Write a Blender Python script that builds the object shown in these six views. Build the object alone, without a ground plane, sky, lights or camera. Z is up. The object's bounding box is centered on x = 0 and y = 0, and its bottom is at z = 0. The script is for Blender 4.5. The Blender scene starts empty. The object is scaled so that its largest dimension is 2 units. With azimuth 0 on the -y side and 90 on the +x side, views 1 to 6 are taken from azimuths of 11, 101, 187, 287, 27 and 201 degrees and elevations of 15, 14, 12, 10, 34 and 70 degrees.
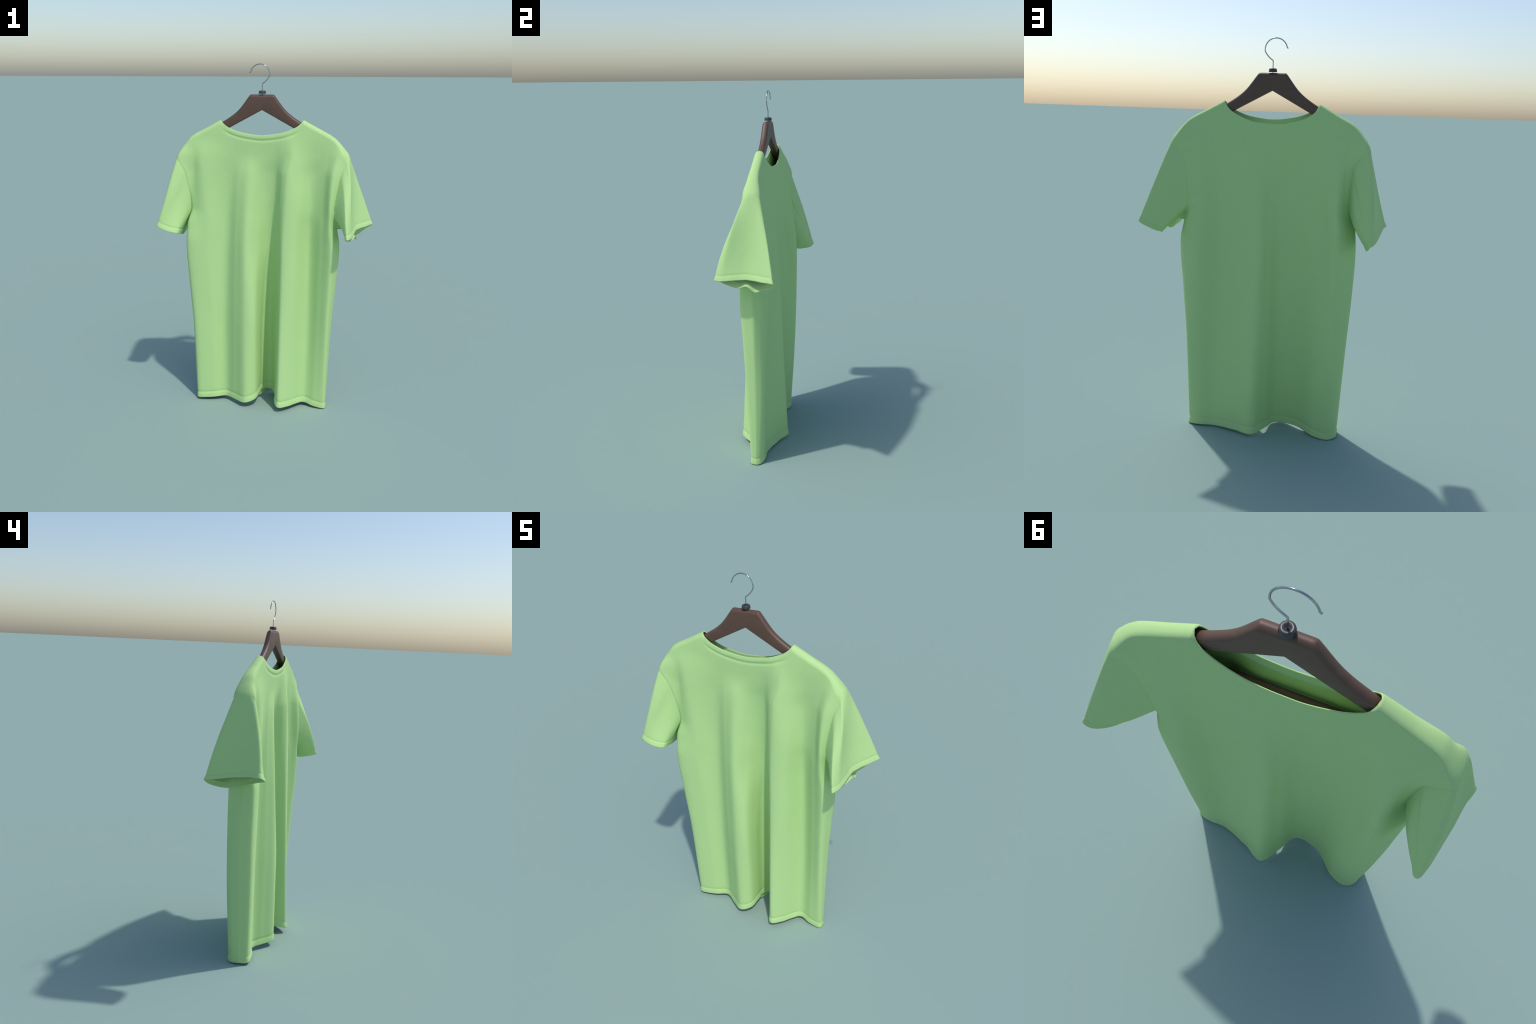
import bpy, bmesh, math
import numpy as np
from mathutils import Vector, noise

# ------------------------------------------------------------------ helpers
def pchip(xs, ys, x):
    """monotone cubic through (xs, ys[..., k]) evaluated at the scalar x"""
    xs = np.asarray(xs, float); ys = np.asarray(ys, float)
    n = len(xs)
    if x <= xs[0]: return ys[0]
    if x >= xs[-1]: return ys[-1]
    h = np.diff(xs); d = np.diff(ys, axis=0) / h.reshape(-1, *([1] * (ys.ndim - 1)))
    i = int(np.searchsorted(xs, x) - 1)
    def slope(k):
        if k == 0: return d[0]
        if k == n - 1: return d[-1]
        a, b = d[k - 1], d[k]
        same = a * b > 0
        w1 = 2 * h[k] + h[k - 1]; w2 = h[k] + 2 * h[k - 1]
        with np.errstate(divide='ignore', invalid='ignore'):
            m = (w1 + w2) / (w1 / a + w2 / b)
        return np.where(same, m, 0.0)
    t = (x - xs[i]) / h[i]; m0 = slope(i) * h[i]; m1 = slope(i + 1) * h[i]
    return ((2*t**3 - 3*t**2 + 1) * ys[i] + (t**3 - 2*t**2 + t) * m0
            + (-2*t**3 + 3*t**2) * ys[i + 1] + (t**3 - t**2) * m1)

def catmull(pts, s, closed=False):
    """Catmull-Rom through pts (n,k) at the parameters s (in units of point index)"""
    p = np.asarray(pts, float); n = len(p); s = np.atleast_1d(s).astype(float)
    if closed:
        i = np.floor(s).astype(int); t = (s - i)[:, None]
        g = lambda k: p[(i + k) % n]
    else:
        i = np.clip(np.floor(s).astype(int), 0, n - 2); t = (s - i)[:, None]
        q = np.vstack([2 * p[0] - p[1], p, 2 * p[-1] - p[-2]])
        g = lambda k: q[i + k + 1]
    a, b, c, d = g(-1), g(0), g(1), g(2)
    return 0.5 * (2*b + (c - a)*t + (2*a - 5*b + 4*c - d)*t**2 + (3*b - a - 3*c + d)*t**3)

def smooth(a, b, x):
    t = np.clip((x - a) / (b - a), 0, 1); return t * t * (3 - 2 * t)

def new_object(name, mesh, parent=None):
    ob = bpy.data.objects.new(name, mesh)
    bpy.context.scene.collection.objects.link(ob)
    if parent is not None: ob.parent = parent
    return ob

# ---------------------------------------------------------------- materials
def node_material(name):
    m = bpy.data.materials.new(name); m.use_nodes = True
    nt = m.node_tree; nt.nodes.clear()
    out = nt.nodes.new('ShaderNodeOutputMaterial')
    bsdf = nt.nodes.new('ShaderNodeBsdfPrincipled')
    nt.links.new(bsdf.outputs[0], out.inputs[0])
    tc = nt.nodes.new('ShaderNodeTexCoord')
    return m, nt, bsdf, tc

def cotton(name, col):
    m, nt, b, tc = node_material(name)
    L = nt.links.new
    # faint dye unevenness
    n1 = nt.nodes.new('ShaderNodeTexNoise'); n1.inputs['Scale'].default_value = 160
    n1.inputs['Detail'].default_value = 4
    L(tc.outputs['Object'], n1.inputs['Vector'])
    ramp = nt.nodes.new('ShaderNodeValToRGB')
    ramp.color_ramp.elements[0].position = 0.3; ramp.color_ramp.elements[1].position = 0.7
    ramp.color_ramp.elements[0].color = (*[c * 0.98 for c in col], 1)
    ramp.color_ramp.elements[1].color = (*[min(1, c * 1.02) for c in col], 1)
    L(n1.outputs['Fac'], ramp.inputs['Fac']); L(ramp.outputs['Color'], b.inputs['Base Color'])
    # slanted knit ribs
    mp = nt.nodes.new('ShaderNodeMapping'); mp.inputs['Rotation'].default_value = (0, math.radians(33), 0)
    L(tc.outputs['Object'], mp.inputs['Vector'])
    w = nt.nodes.new('ShaderNodeTexWave'); w.wave_type = 'BANDS'; w.bands_direction = 'X'
    w.inputs['Scale'].default_value = 75; w.inputs['Distortion'].default_value = 1.2
    w.inputs['Detail'].default_value = 2; w.inputs['Detail Scale'].default_value = 2.0
    L(mp.outputs['Vector'], w.inputs['Vector'])
    bump = nt.nodes.new('ShaderNodeBump'); bump.inputs['Strength'].default_value = 0.07
    bump.inputs['Distance'].default_value = 0.002
    L(w.outputs['Fac'], bump.inputs['Height'])
    n2 = nt.nodes.new('ShaderNodeTexNoise'); n2.inputs['Scale'].default_value = 700
    L(tc.outputs['Object'], n2.inputs['Vector'])
    bump2 = nt.nodes.new('ShaderNodeBump'); bump2.inputs['Strength'].default_value = 0.015
    bump2.inputs['Distance'].default_value = 0.001
    L(n2.outputs['Fac'], bump2.inputs['Height']); L(bump.outputs['Normal'], bump2.inputs['Normal'])
    L(bump2.outputs['Normal'], b.inputs['Normal'])
    b.inputs['Roughness'].default_value = 0.85
    b.inputs['Specular IOR Level'].default_value = 0.25
    return m

def wood(name):
    m, nt, b, tc = node_material(name)
    L = nt.links.new
    mp = nt.nodes.new('ShaderNodeMapping'); mp.inputs['Scale'].default_value = (3, 14, 14)
    L(tc.outputs['Object'], mp.inputs['Vector'])
    n = nt.nodes.new('ShaderNodeTexNoise'); n.inputs['Scale'].default_value = 5; n.inputs['Detail'].default_value = 6
    L(mp.outputs['Vector'], n.inputs['Vector'])
    r = nt.nodes.new('ShaderNodeValToRGB')
    r.color_ramp.elements[0].position = 0.3; r.color_ramp.elements[1].position = 0.75
    r.color_ramp.elements[0].color = (0.096, 0.050, 0.034, 1)
    r.color_ramp.elements[1].color = (0.116, 0.062, 0.042, 1)
    L(n.outputs['Fac'], r.inputs['Fac']); L(r.outputs['Color'], b.inputs['Base Color'])
    b.inputs['Roughness'].default_value = 0.5
    b.inputs['Specular IOR Level'].default_value = 0.5
    return m

def plain(name, col, rough, metal=0.0):
    m, nt, b, tc = node_material(name)
    n = nt.nodes.new('ShaderNodeTexNoise'); n.inputs['Scale'].default_value = 60
    nt.links.new(tc.outputs['Object'], n.inputs['Vector'])
    r = nt.nodes.new('ShaderNodeValToRGB')
    r.color_ramp.elements[0].color = (*[c * 0.93 for c in col], 1)
    r.color_ramp.elements[1].color = (*[min(1, c * 1.07) for c in col], 1)
    nt.links.new(n.outputs['Fac'], r.inputs['Fac'])
    nt.links.new(r.outputs['Color'], b.inputs['Base Color'])
    b.inputs['Roughness'].default_value = rough; b.inputs['Metallic'].default_value = metal
    return m

GREEN = (0.455, 0.68, 0.288)
MAT_CLOTH = cotton('green_cotton', GREEN)
MAT_WOOD = wood('brown_wood')
MAT_STEEL = plain('steel_wire', (0.42, 0.43, 0.46), 0.16, 1.0)
MAT_CAP = plain('dark_cap', (.036, 0.038, 0.042), 0.38)

# ------------------------------------------------- torso: fold cross-sections
# Each line is one horizontal cross-section of a panel, from the wearer-side seam at -x
# to the seam at +x; the same column is the same fold all the way up.
FRONT = {
 0.00: [(-.410,-.005),(-.392,-.055),(-.310,-.050),(-.228,-.026),(-.165,-.066),(-.095,-.114),(-.038,-.086),(-.022,-.030),(-.016,.040),
        (.030,.085),(.070,.000),(.083,-.090),(.112,-.140),(.168,-.097),(.238,-.018),(.310,-.032),(.367,-.034),(.377,-.005)],
 0.50: [(-.436,.008),(-.407,-.056),(-.318,-.048),(-.232,-.018),(-.160,-.064),(-.098,-.102),(-.042,-.087),(-.023,-.022),(-.013,.045),
        (.031,.071),(.073,-.004),(.090,-.072),(.117,-.113),(.178,-.080),(.252,-.001),(.322,-.036),(.376,-.057),(.397,.000)],
 0.75: [(-.451,.005),(-.426,-.058),(-.325,-.052),(-.230,-.017),(-.160,-.057),(-.098,-.091),(-.044,-.068),(-.018,.002),(.000,.045),
        (.036,.056),(.075,-.002),(.094,-.066),(.120,-.100),(.182,-.078),(.253,.002),(.326,-.041),(.386,-.068),(.415,.000)],
 1.00: [(-.459,-.008),(-.440,-.064),(-.335,-.056),(-.226,-.016),(-.158,-.050),(-.097,-.077),(-.045,-.036),(-.006,.010),(.024,.030),
        (.054,.026),(.078,-.020),(.097,-.064),(.124,-.088),(.186,-.071),(.255,.003),(.330,-.045),(.395,-.080),(.431,.000)],
 1.10: [(-.452,-.004),(-.438,-.050),(-.332,-.055),(-.222,-.016),(-.155,-.046),(-.094,-.069),(-.041,-.031),(-.003,.005),(.027,.020),
        (.056,.015),(.080,-.024),(.098,-.061),(.128,-.083),(.188,-.069),(.258,-.001),(.332,-.046),(.384,-.080),(.418,-.015)],
 1.20: [(-.428,-.018),(-.410,-.034),(-.335,-.053),(-.218,-.018),(-.152,-.042),(-.091,-.061),(-.037,-.026),(.000,.000),(.030,.010),
        (.058,.004),(.082,-.028),(.100,-.058),(.132,-.078),(.192,-.066),(.262,-.010),(.333,-.040),(.376,-.083),(.402,-.066)],
 1.40: [(-.455,-.050),(-.410,-.034),(-.345,-.050),(-.205,-.026),(-.140,-.036),(-.082,-.044),(-.026,-.026),(.013,-.014),(.041,-.009),
        (.067,-.012),(.090,-.034),(.111,-.054),(.144,-.066),(.200,-.046),(.270,-.013),(.338,-.030),(.386,-.070),(.430,-.054)],
 1.50: [(-.503,-.066),(-.415,-.040),(-.345,-.044),(-.190,-.031),(-.125,-.031),(-.072,-.031),(-.012,-.029),(.030,-.027),(.058,-.026),
        (.082,-.029),(.107,-.037),(.132,-.045),(.163,-.050),(.215,-.036),(.285,-.022),(.355,-.028),(.412,-.048),(.464,-.036)],
 1.60: [(-.520,-.045),(-.450,-.033),(-.340,-.030),(-.185,-.033),(-.120,-.034),(-.070,-.034),(-.010,-.034),(.032,-.034),(.060,-.034),
        (.084,-.035),(.109,-.036),(.134,-.037),(.165,-.036),(.215,-.032),(.285,-.027),(.360,-.026),(.440,-.028),(.500,-.025)],
 1.72: [(-.520,-.030),(-.450,-.025),(-.340,-.024),(-.185,-.022),(-.120,-.020),(-.070,-.020),(-.010,-.020),(.035,-.020),(.062,-.020),
        (.085,-.020),(.110,-.020),(.135,-.021),(.165,-.022),(.215,-.024),(.285,-.023),(.360,-.022),(.440,-.022),(.500,-.022)],
}
BACK = {
 0.00: [(-.410,-.005),(-.402,.042),(-.355,.070),(-.285,.045),(-.195,-.030),(-.085,-.048),(-.030,.032),
        (.025,.115),(.120,.072),(.234,.032),(.320,.030),(.364,.016),(.377,-.005)],
 0.50: [(-.436,.008),(-.422,.062),(-.365,.096),(-.295,.060),(-.185,-.024),(-.085,-.024),(-.030,.040),
        (.025,.090),(.120,.049),(.230,.016),(.320,.042),(.376,.038),(.397,.000)],
 0.75: [(-.451,.005),(-.432,.052),(-.368,.103),(-.298,.058),(-.185,-.014),(-.085,-.012),(-.030,.036),
        (.022,.078),(.120,.040),(.230,.015),(.325,.052),(.388,.040),(.415,.000)],
 1.00: [(-.459,-.008),(-.435,.040),(-.366,.106),(-.290,.046),(-.180,-.002),(-.085,.000),(-.030,.034),
        (.020,.066),(.120,.035),(.230,.013),(.325,.058),(.396,.044),(.431,.000)],
 1.10: [(-.452,-.004),(-.424,.034),(-.366,.103),(-.280,.038),(-.172,.004),(-.085,.005),(-.030,.032),
        (.025,.060),(.120,.035),(.230,.017),(.320,.056),(.388,.047),(.418,-.015)],
 1.20: [(-.415,.024),(-.398,.042),(-.355,.094),(-.265,.030),(-.165,.010),(-.085,.010),(-.030,.029),
        (.028,.054),(.120,.035),(.230,.022),(.308,.052),(.358,.054),(.385,.044)],
 1.40: [(-.430,.042),(-.402,.052),(-.352,.065),(-.255,.027),(-.160,.021),(-.085,.022),(-.030,.030),
        (.030,.038),(.120,.033),(.230,.030),(.310,.046),(.360,.046),(.400,.048)],
 1.50: [(-.503,.058),(-.440,.052),(-.350,.046),(-.250,.033),(-.160,.031),(-.085,.032),(-.030,.033),
        (.025,.036),(.120,.034),(.230,.034),(.330,.040),(.420,.046),(.462,.050)],
 1.60: [(-.520,.043),(-.450,.034),(-.350,.031),(-.250,.030),(-.160,.032),(-.085,.034),(-.030,.034),
        (.020,.034),(.120,.032),(.230,.028),(.340,.027),(.440,.028),(.500,.032)],
 1.72: [(-.520,.030),(-.450,.022),(-.350,.020),(-.250,.018),(-.160,.018),(-.085,.022),(-.030,.022),
        (.020,.022),(.120,.020),(.230,.018),(.340,.018),(.440,.020),(.500,.022)],
}
# height of the bottom hem at each fold
HEM_FRONT = [.010,.015,.020,.026,.030,.034,.050,.066,.062,.045,.052,.044,.033,.030,.026,.012,.004,.003]
HEM_BACK = [.010,.006,.003,.008,.018,.023,.020,.018,.014,.010,.008,.006,.003]
# top edge over x: shoulders and neckline
SHOULDER_L = [(-.504,1.498),(-.488,1.527),(-.463,1.561),(-.426,1.602),(-.340,1.649),(-.252,1.697)]
SHOULDER_R = [(.215,1.701),(.300,1.656),(.388,1.607),(.430,1.566),(.454,1.537),(.470,1.517)]
NECK_FRONT = [(-.252,1.697),(-.232,1.676),(-.200,1.655),(-.120,1.629),(-.020,1.617),(.085,1.629),(.165,1.657),(.196,1.677),(.215,1.701)]
NECK_BACK = [(-.252,1.697),(-.240,1.671),(-.220,1.648),(-.145,1.613),(-.050,1.597),(.050,1.603),(.140,1.632),(.190,1.665),(.215,1.701)]
X_TIP_L, X_TIP_R = -.504, .470
NECK_L, NECK_R = -.252, .215

def top_edge(x, neck):
    for seg in (SHOULDER_L, neck, SHOULDER_R):
        if x <= seg[-1][0] or seg is SHOULDER_R:
            a = np.array(seg); return float(pchip(a[:, 0], a[:, 1:2], x)[0])

class Panel:
    def __init__(self, levels, hem, neck):
        self.z = sorted(levels); self.p = np.array([levels[z] for z in self.z])
        self.n = self.p.shape[1]; self.hem = np.array(hem)[:, None]; self.neck = neck
    def section(self, z): return pchip(self.z, self.p, z)
    def at(self, s, z): return catmull(self.section(z), s)[0]
    def column_of(self, x):
        """the fold coordinate s whose top end lies at x"""
        sec = self.section(top_edge(x, self.neck)); lo, hi = 0.0, self.n - 1.0
        if x <= catmull(sec, 0.0)[0][0]: return 0.0
        if x >= catmull(sec, hi)[0][0]: return hi
        for _ in range(40):
            m = (lo + hi) / 2
            if catmull(sec, m)[0][0] < x: lo = m
            else: hi = m
        return (lo + hi) / 2

COLS = 190
XT = np.concatenate([np.linspace(X_TIP_L, NECK_L, 50)[:-1], np.linspace(NECK_L, NECK_R, 92)[:-1],
                     np.linspace(NECK_R, X_TIP_R, 50)])
# rows: distance below the top edge in the upper part, even lower down
ROW_T = np.concatenate([np.linspace(0,.05,26), np.linspace(.056, .30, 40) , np.linspace(.31, .97, 96), np.linspace(.975, 1, 10)])

def build_panel(panel, side):
    """grid[row][col] of points, row 0 on the top edge"""
    G = np.zeros((len(ROW_T), len(XT), 3))
    for j, x in enumerate(XT):
        s = panel.column_of(x); zt = top_edge(x, panel.neck); zh = catmull(panel.hem, s)[0][0]
        into = min(1, max(0, min(x - NECK_L, NECK_R - x) / .030))     # how far inside the neck opening
        on_shoulder = 1 - math.sqrt(1 - (1 - into) ** 2)
        L = zt - zh
        # on the shoulder the cloth rolls over the hanger: quarter-round profile
        w = (.026 if side < 0 else .018) + .008 * max(1 - smooth(-.50, -.42, x), smooth(.38, .47, x))
        for i, t in enumerate(ROW_T):
            d = t * L; z = zt - d
            q = panel.at(s, z)
            roll = math.sqrt(max(0, 1 - (1 - min(d / w, 1)) ** 2))
            yc = -.002
            y = q[1] * (1 - on_shoulder) + on_shoulder * (yc + (q[1] - yc) * roll)
            xx = q[0] * (1 + .007 * (1 - smooth(.90, 1.08, z)))   # body a touch wider below the arms
            if d < .06:                       # land exactly on the shared top edge
                k = 1 - smooth(0, .06, d); xx = xx + (x - panel.at(s, zt)[0]) * k
            G[i, j] = (xx, y, z)
    return G

PF = Panel(FRONT, HEM_FRONT, NECK_FRONT); PB = Panel(BACK, HEM_BACK, NECK_BACK)
GF = build_panel(PF, -1); GB = build_panel(PB, 1)
NR, NC = GF.shape[:2]
# weld side seams below the armpits and the shoulder line
ARMPIT_Z = 1.10
PIT = {}
for col in (0, NC - 1):
    k = int(np.argmin(abs((GF[:, col, 2] + GB[:, col, 2]) / 2 - ARMPIT_Z))); PIT[col] = k
    m = (GF[k:, col] + GB[k:, col]) / 2; GF[k:, col] = m; GB[k:, col] = m
    e = .5 * (GF[0, col] + GB[0, col]); GF[0, col] = e; GB[0, col] = e
shoulder_cols = [j for j, x in enumerate(XT) if x <= NECK_L + 1e-6 or x >= NECK_R - 1e-6]
for j in shoulder_cols:
    e = .5 * (GF[0, j] + GB[0, j]); GF[0, j] = e; GB[0, j] = e

# ------------------------------------------------------------- sleeve hems
# bottom of each sleeve: (place round the armhole 0..1 starting under the arm and going to the front, point)
HEM_L = [(0.00,(-.508,.060,1.014)),(.055,(-.496,-.005,1.028)),(.11,(-.487,-.080,1.049)),(.18,(-.491,-.127,1.060)),(.30,(-.545,-.147,1.074)),
         (.43,(-.605,-.138,1.099)),(.465,(-.590,-.070,1.098)),(.50,(-.580,.005,1.088)),(.535,(-.559,.120,1.064)),
         (.57,(-.542,.178,1.053)),(.68,(-.529,.185,1.044)),(.80,(-.519,.164,1.027)),(.91,(-.513,.110,1.016))]
HEM_R = [(0.00,(.521,-.014,1.064)),(.05,(.501,-.056,1.047)),(.10,(.490,-.115,1.057)),(.15,(.477,-.158,1.069)),(.25,(.478,-.177,1.075)),
         (.37,(.488,-.183,1.078)),(.435,(.503,-.150,1.079)),(.47,(.514,-.095,1.088)),(.505,(.524,.000,1.100)),(.535,(.564,.068,1.102)),
         (.57,(.606,.128,1.109)),(.63,(.597,.140,1.097)),(.74,(.567,.131,1.079)),(.85,(.535,.098,1.057)),
         (.92,(.515,.066,1.047)),(.965,(.524,.030,1.036))]

def hem_loop(table, u):
    us = np.array([a for a, _ in table]); ps = np.array([b for _, b in table]); n = len(us)
    ext = np.concatenate([us, [1.0 + us[0]]]); idx = np.interp(u, ext, np.arange(n + 1))
    return catmull(ps, idx, closed=True)

# ---------------------------------------------------------- assemble shirt
verts = []; faces = []; fpart = []; seam = {}; band = []          # band: (kind, distance from edge)
def add(p, b=None):
    verts.append(tuple(p)); band.append(b); return len(verts) - 1
TORSO, SLEEVE_L, SLEEVE_R, COLLAR, HEMBAND, CUFF_L, CUFF_R = range(7)
COLLAR_W, HEM_W, CUFF_W = .030, .034, .028

idF = np.zeros((NR, NC), int); idB = np.zeros((NR, NC), int)
def edge_dist(G, i, j):
    zt = G[0, j, 2]; zh = G[-1, j, 2]
    return G[i, j, 2] - zh
def neck_curve(neck):
    xs = np.linspace(NECK_L, NECK_R, 120); return np.array([(x, top_edge(x, neck)) for x in xs])
NCF, NCB = neck_curve(NECK_FRONT), neck_curve(NECK_BACK)
def info(G, curve, i, j):
    p = G[i, j]; dh = p[2] - G[-1, j, 2]
    dn = float(np.min(np.hypot(curve[:, 0] - p[0], curve[:, 1] - p[2]))) if p[2] > 1.5 else 9
    return (dh, dn)
for i in range(NR):
    for j in range(NC):
        idF[i, j] = add(GF[i, j], info(GF, NCF, i, j))
for i in range(NR):
    for j in range(NC):
        share = (i == 0 and j in shoulder_cols) or (j in PIT and i >= PIT[j])
        idB[i, j] = idF[i, j] if share else add(GB[i, j], info(GB, NCB, i, j))
for col in PIT:                                          # distance of torso vertices from the armhole seam
    for off in range(6):
        j = col + off if col == 0 else col - off
        for i in range(PIT[col] - 6):
            seam[idF[i, j]] = float(np.linalg.norm(GF[i, j] - GF[i, col])); seam[idB[i, j]] = float(np.linalg.norm(GB[i, j] - GB[i, col]))
def part_of(ids):
    dh = np.mean([band[k][0] for k in ids]); dn = np.mean([band[k][1] for k in ids])
    xm = np.mean([verts[k][0] for k in ids])
    if dh < HEM_W: return HEMBAND
    if dn < COLLAR_W and NECK_L - .001 < xm < NECK_R + .001: return COLLAR
    return TORSO
for i in range(NR - 1):
    for j in range(NC - 1):
        f = [idF[i, j], idF[i + 1, j], idF[i + 1, j + 1], idF[i, j + 1]]
        faces.append(f); fpart.append(part_of(f))
        f = [idB[i, j], idB[i, j + 1], idB[i + 1, j + 1], idB[i + 1, j]]
        faces.append(f); fpart.append(part_of(f))

def build_sleeve(col, hem, part, cuff):
    k = PIT[col]
    ring = [idF[i, col] for i in range(k, -1, -1)] + [idB[i, col] for i in range(1, k)]
    R = np.array([verts[v] for v in ring]); n = len(ring)
    # place of every armhole vertex by arc length, separately for front and back half
    seg = np.linalg.norm(np.roll(R, -1, 0) - R, axis=1); cum = np.concatenate([[0], np.cumsum(seg)])
    top = k; u = np.where(np.arange(n) <= top, .5 * cum[:n] / cum[top], .5 + .5 * (cum[:n] - cum[top]) / (cum[n] - cum[top]))
    H = hem_loop(hem, u)
    rows = 40; prev = ring; length = np.linalg.norm(H - R, axis=1)
    vs = np.concatenate([np.linspace(0, .82, 26)[1:], np.linspace(.84, 1, 15)])
    inner = 3 if col == 0 else NC - 4
    near = np.array([GF[i, inner] for i in range(k, -1, -1)] + [GB[i, inner] for i in range(1, k)])
    T0 = R - near; T0 /= np.linalg.norm(T0, axis=1)[:, None] + 1e-9
    side_u = np.minimum(u, 1 - u)
    front_l = (u < .5) * (col == 0)
    follow = (.30 + .08 * smooth(.36, .46, side_u) + .15 * front_l) * smooth(.05, .16, side_u)
    T0 = (H - R) * (1 - follow)[:, None] + T0 * (length * follow)[:, None]
    for v in vs:
        # leaves the armhole along the body surface, then hangs straight to the hem
        h1 = v ** 3 - 2 * v ** 2 + v
        P = R * (1 - v) + H * v + (T0 - (H - R)) * h1
        out = P - P.mean(0); out /= np.linalg.norm(out, axis=1)[:, None] + 1e-9
        corner = smooth(.36, .42, u) * (1 - smooth(.58, .64, u))
        P = P + out * (math.sin(math.pi * v) * .006 * (corner - .8 * smooth(.45, .49, u) * (1 - smooth(.51, .55, u))))[:, None]
        # front and back edges of the outer face stay straight in side view
        fl_back, fl_front, u0 = (.008, .006, .28) if col == 0 else (.005, .020, .12)
        P[:, 1] += math.sin(math.pi * v ** .8) * (fl_back * smooth(.515, .56, u) * (1 - smooth(.60, .72, u)) - fl_front * smooth(u0, .40, u) * (1 - smooth(.44, .485, u)))
        if col == 0:                                               # front of this sleeve swells forward
            P[:, 1] -= math.sin(math.pi * v) * .004 * smooth(.12, .34, u) * (1 - smooth(.38, .46, u))
        sg = -1 if col == 0 else 1
        face = smooth(.44, .48, u) * (1 - smooth(.52, .55, u)); ridge = smooth(.52, .56, u) * (1 - smooth(.60, .66, u))
        P[:, 0] += sg * (.003 * math.sin(math.pi * v ** 2) * ridge - .008 * math.sin(math.pi * v) * face)
        if col == 0:
            P[:, 0] += .009 * math.sin(math.pi * v) * smooth(.33, .40, u) * (1 - smooth(.47, .53, u))
        else:
            P[:, 1] -= .012 * math.sin(math.pi * v ** .8) * smooth(.10, .20, u) * (1 - smooth(.34, .42, u))
        belly = smooth(.64, .78, u) * (1 - smooth(.86, .97, u)) * math.sin(math.pi * v)   # slack at the back of the underarm
        P[:, 0] -= sg * (.012 if col == 0 else .005) * belly; P[:, 1] += (.012 if col == 0 else .005) * belly
        # slack cloth under the arm puckers upwards
        under = np.exp(-(np.minimum(u, 1 - u) / .07) ** 2)
        P[:, 2] += math.sin(math.pi * min(1, v * 1.05)) * .016 * under
        cur = [add(P[q], ('cuff', (1 - v) * length[q] if side_u[q] > .07 else 9)) for q in range(n)]
        for q in range(n):
            if side_u[q] > .1: seam[cur[q]] = v * length[q]
        for q in range(n):
            a, b = q, (q + 1) % n
            f = [prev[a], prev[b], cur[b], cur[a]]
            if col == 0: f = f[::-1]
            faces.append(f[::-1])
            fpart.append(cuff if np.mean([(1 - v) * length[q]]) < CUFF_W * .97 else part)
        prev = cur
build_sleeve(0, HEM_L, SLEEVE_L, CUFF_L)
build_sleeve(NC - 1, HEM_R, SLEEVE_R, CUFF_R)

me = bpy.data.meshes.new('shirt_shell')
me.from_pydata(verts, [], faces); me.update()
bm = bmesh.new(); bm.from_mesh(me)
bm.faces.ensure_lookup_table()
for f, p in zip(bm.faces, fpart): f.material_index = p; f.smooth = True
bm.verts.ensure_lookup_table(); bm.verts.index_update(); bm.normal_update()
# stitched bands: the edge flares a little and a groove runs along the seam
for v, b in zip(bm.verts, band):
    off = 0.0
    def groove(d, w, flare, deep):
        g = -deep * math.exp(-((d - w) / (.16 * w)) ** 2)
        return flare * max(0, 1 - d / w) ** .8 + g
    pucker = noise.noise(Vector(v.co) * 55) * .5 + .5
    if b is None: continue
    if b[0] == 'cuff':
        if b[1] < CUFF_W * 2: off = groove(b[1], CUFF_W, .0024, .0018 * (.3 + 1.2 * pucker)) + .0012 * noise.noise(Vector(v.co) * 38) * max(0, 1 - b[1] / CUFF_W)
    else:
        if b[0] < HEM_W * 2: off = groove(b[0], HEM_W, .0040, .0020 * (.2 + 1.4 * pucker)) + .0016 * noise.noise(Vector(v.co) * 30) * max(0, 1 - b[0] / HEM_W)
        elif b[1] < COLLAR_W * 2 and NECK_L - .004 < v.co.x < NECK_R + .004:
            d = b[1]; fade = smooth(NECK_L, NECK_L + .06, v.co.x) * (1 - smooth(NECK_R - .06, NECK_R, v.co.x))
            k = 1.0 if v.co.y < 0 else .25
            off = k * (.0012 * math.sin(math.pi * min(1, d / COLLAR_W)) - .0026 * math.exp(-((d - COLLAR_W) / .007) ** 2)) * fade
    d = seam.get(v.index)
    if d is not None and d < .03:
        off -= (.0014 * math.exp(-(d / .005) ** 2) - .0006 * math.exp(-((d - .011) / .006) ** 2)) * (.4 + 1.2 * pucker)
    v.co += v.normal * off
bm.to_mesh(me); bm.free()
shell = new_object('shirt_shell', me)
for k in range(7): me.materials.append(MAT_CLOTH)
sol = shell.modifiers.new('thick', 'SOLIDIFY'); sol.thickness = .0032; sol.offset = -1
sol.use_even_offset = False; sol.use_rim = True
dg = bpy.context.evaluated_depsgraph_get()
solid = bpy.data.meshes.new_from_object(shell.evaluated_get(dg))
bpy.data.objects.remove(shell)
# rest the lowest hem point on z = 0
co = np.zeros(len(solid.vertices) * 3); solid.vertices.foreach_get('co', co); co = co.reshape(-1, 3)
co[:, 2] -= co[:, 2].min() * np.clip(1 - co[:, 2] / .5, 0, 1)
solid.vertices.foreach_set('co', co.ravel()); solid.update()
vnorm = np.array([v.normal for v in solid.vertices])

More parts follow.
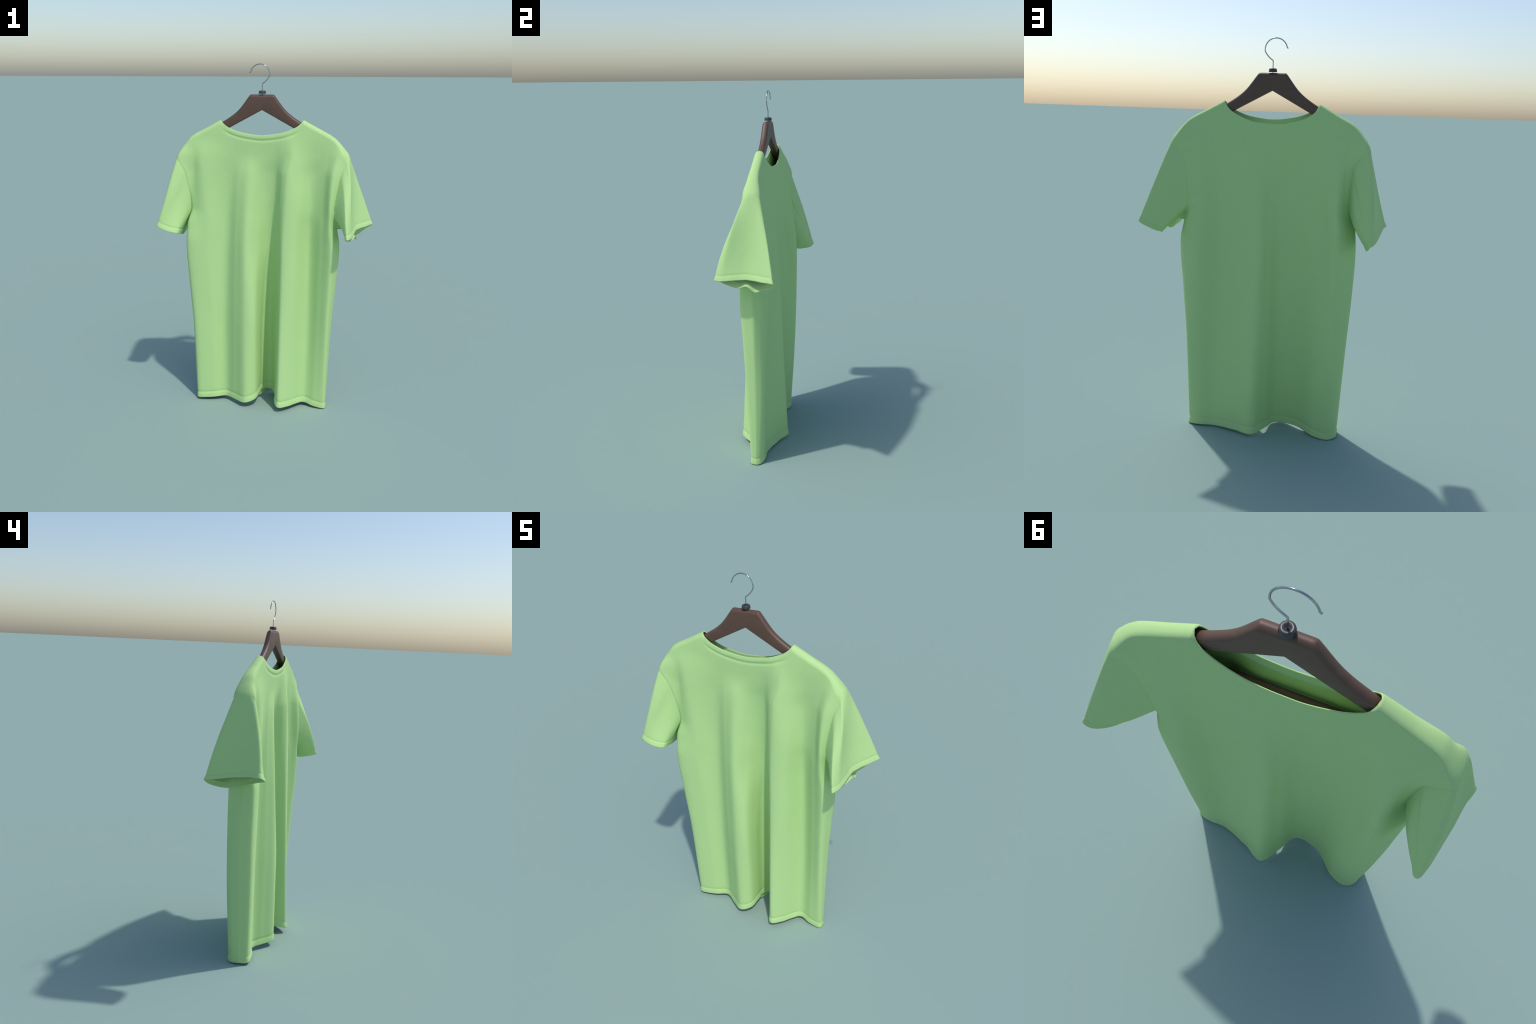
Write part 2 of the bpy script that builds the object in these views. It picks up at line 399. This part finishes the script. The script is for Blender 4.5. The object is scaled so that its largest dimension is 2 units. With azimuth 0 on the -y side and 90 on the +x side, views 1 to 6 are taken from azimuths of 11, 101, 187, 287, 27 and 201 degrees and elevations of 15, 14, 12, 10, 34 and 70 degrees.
shirt = new_object('t_shirt', None)
shirt['label'] = 'plain light green short sleeved shirt hanging in soft folds'
shirt['category'] = 'shirt'
def extract(name, part):
    polys = [p for p in solid.polygons if p.material_index == part]
    used = sorted({v for p in polys for v in p.vertices}); mp = {v: k for k, v in enumerate(used)}
    m = bpy.data.meshes.new(name)
    m.from_pydata([tuple(co[v]) for v in used], [], [[mp[v] for v in p.vertices] for p in polys])
    m.polygons.foreach_set('use_smooth', [True] * len(polys)); m.update()
    m.normals_split_custom_set_from_vertices([tuple(vnorm[v]) for v in used])
    m.materials.append(MAT_CLOTH)
    return new_object(name, m, shirt)
extract('torso', TORSO); extract('collar', COLLAR); extract('bottom_hem', HEMBAND)
for s, c in ((SLEEVE_L, CUFF_L), (SLEEVE_R, CUFF_R)):
    so = extract('sleeve', s); co_ = extract('sleeve_cuff', c); co_.parent = so
bpy.data.meshes.remove(solid)

# ------------------------------------------------------------------ hanger
CX = -.018
hanger = new_object('clothes_hanger', None); hanger.location = (CX, 0, 1.53)
hanger['label'] = 'dark brown wooden hanger with thin steel hook'
hanger['category'] = 'hanger'
def child(name, mesh, mat, smooth_angle=None):
    ob = new_object(name, mesh, hanger); ob.location = (-CX, 0, -1.53)
    mesh.materials.append(mat); mesh.polygons.foreach_set('use_smooth', [True] * len(mesh.polygons))
    if smooth_angle: mesh.set_sharp_from_angle(angle=smooth_angle)
    return ob

# outline of one arm from the middle outwards: upper edge and lower edge heights over distance from the middle
UPPER = [(0,1.836),(.060,1.836),(.066,1.8345),(.071,1.829),(.084,1.812),(.1003,1.790),(.115,1.771),(.130,1.754),(.1562,1.7305),(.1877,1.708),
         (.2331,1.680),(.300,1.642),(.360,1.608),(.395,1.588),(.415,1.564),(.420,1.550)]
LOWER = [(0,1.753),(.190,1.651),(.300,1.590),(.360,1.558),(.395,1.545),(.420,1.540)]
def arm_mesh():
    u = np.array(UPPER); l = np.array(LOWER)
    xs = sorted(set(np.round(np.concatenate([u[:, 0], np.linspace(0, .42, 85)]), 4)))
    full = [-x for x in xs[::-1][:-1]] + list(xs)
    bm = bmesh.new(); rings = []
    for x in full:
        a = abs(x)
        zu = float(pchip(u[:, 0], u[:, 1:2], a)[0]); zl = float(np.interp(a, l[:, 0], l[:, 1]))
        T = .0168; top_r = min(.017, (zu - zl) * .49); bot_r = min(.004, (zu - zl) * .2)
        ring = []
        for k in range(9):
            t = math.pi / 2 * k / 8; ring.append((T - top_r * .95 + top_r * .95 * math.cos(t), zu - top_r + top_r * math.sin(t)))
        left = [(-y, z) for y, z in ring[::-1]]
        lowr = []
        for k in range(4):
            t = math.pi / 2 * k / 3; lowr.append((-(T - bot_r + bot_r * math.cos(t)), zl + bot_r - bot_r * math.sin(t)))
        lowl = [(-y, z) for y, z in lowr[::-1]]
        rings.append([bm.verts.new((CX + x, y - .002, z)) for y, z in ring + left + lowr + lowl])
    n = len(rings[0])
    for a, b in zip(rings, rings[1:]):
        for k in range(n): bm.faces.new((a[k], a[(k + 1) % n], b[(k + 1) % n], b[k]))
    bm.faces.new(rings[0][::-1]); bm.faces.new(rings[-1])
    bmesh.ops.recalc_face_normals(bm, faces=bm.faces)
    m = bpy.data.meshes.new('wooden_yoke'); bm.to_mesh(m); bm.free(); return m
child('wooden_yoke', arm_mesh(), MAT_WOOD, math.radians(40))

def tube(name, pts, r, n=12, cap=True, dense=None):
    pts = [Vector(p) for p in pts]; bm = bmesh.new(); rings = []
    ref = Vector((0, 1, 0))
    for i, p in enumerate(pts):
        t = (pts[min(i + 1, len(pts) - 1)] - pts[max(i - 1, 0)]).normalized()
        a = ref - t * ref.dot(t)
        a = a.normalized() if a.length > 1e-4 else Vector((0, 0, 1)); b = t.cross(a)
        rings.append([bm.verts.new(p + r * (math.cos(2*math.pi*k/n) * a + math.sin(2*math.pi*k/n) * b)) for k in range(n)])
    for a, b in zip(rings, rings[1:]):
        for k in range(n): bm.faces.new((a[k], a[(k + 1) % n], b[(k + 1) % n], b[k]))
    bm.faces.new(rings[0][::-1]); bm.faces.new(rings[-1])
    bmesh.ops.recalc_face_normals(bm, faces=bm.faces)
    m = bpy.data.meshes.new(name); bm.to_mesh(m); bm.free(); return m
child('trouser_bar', tube('trouser_bar', [(CX - .40, -.010, 1.530), (CX, -.010, 1.530), (CX + .40, -.010, 1.530)], .009, 16), MAT_WOOD)

# hook: straight stem, sharp bend, round crook, turned-out tip
R = .0535; hx, hz = -.031, 2.0 - .0028 - R
hook = [(CX, 0, z) for z in np.linspace(1.80, 1.890, 8)]
hook += list(map(tuple, [(CX + .0006, 0, 1.8925), (CX + .003, 0, 1.895)]))
arc0 = catmull(np.array([(CX + .003, 1.895), (CX + .0185, 1.907), (CX + .0325, 1.923), (hx + R * math.cos(math.radians(-8)), hz + R * math.sin(math.radians(-8)))]), np.linspace(0, 3, 22))[1:]
hook += [(x, 0, z) for x, z in arc0]
for a in np.linspace(-4, 163, 44):
    hook.append((hx + R * math.cos(math.radians(a)), 0, hz + R * math.sin(math.radians(a))))
ex, ez = hook[-1][0], hook[-1][2]
hook += [(ex - .0010, 0, ez - .004), (ex - .0030, 0, ez - .0068), (ex - .0065, 0, ez - .0086)]
child('hook', tube('hook', hook, .0028, 10), MAT_STEEL)

def lathe(name, prof, n=40):
    bm = bmesh.new(); rings = []
    for r, z in prof:
        rings.append([bm.verts.new((CX + r * math.cos(2*math.pi*k/n), r * math.sin(2*math.pi*k/n), z)) for k in range(n)])
    for a, b in zip(rings, rings[1:]):
        for k in range(n): bm.faces.new((a[k], a[(k + 1) % n], b[(k + 1) % n], b[k]))
    bm.faces.new(rings[0]); bm.faces.new(rings[-1][::-1])
    bmesh.ops.recalc_face_normals(bm, faces=bm.faces)
    m = bpy.data.meshes.new(name); bm.to_mesh(m); bm.free(); return m
child('hook_cap', lathe('hook_cap', [(.004, 1.8398), (.0192, 1.8398), (.0202, 1.8404), (.0204, 1.8416), (.0199, 1.846), (.0190, 1.8520), (.0184, 1.8542),
      (.0170, 1.8556), (.0140, 1.8566), (.0105, 1.8562), (.0072, 1.8548), (.0050, 1.8528), (.0034, 1.8515)]), MAT_CAP, math.radians(50))
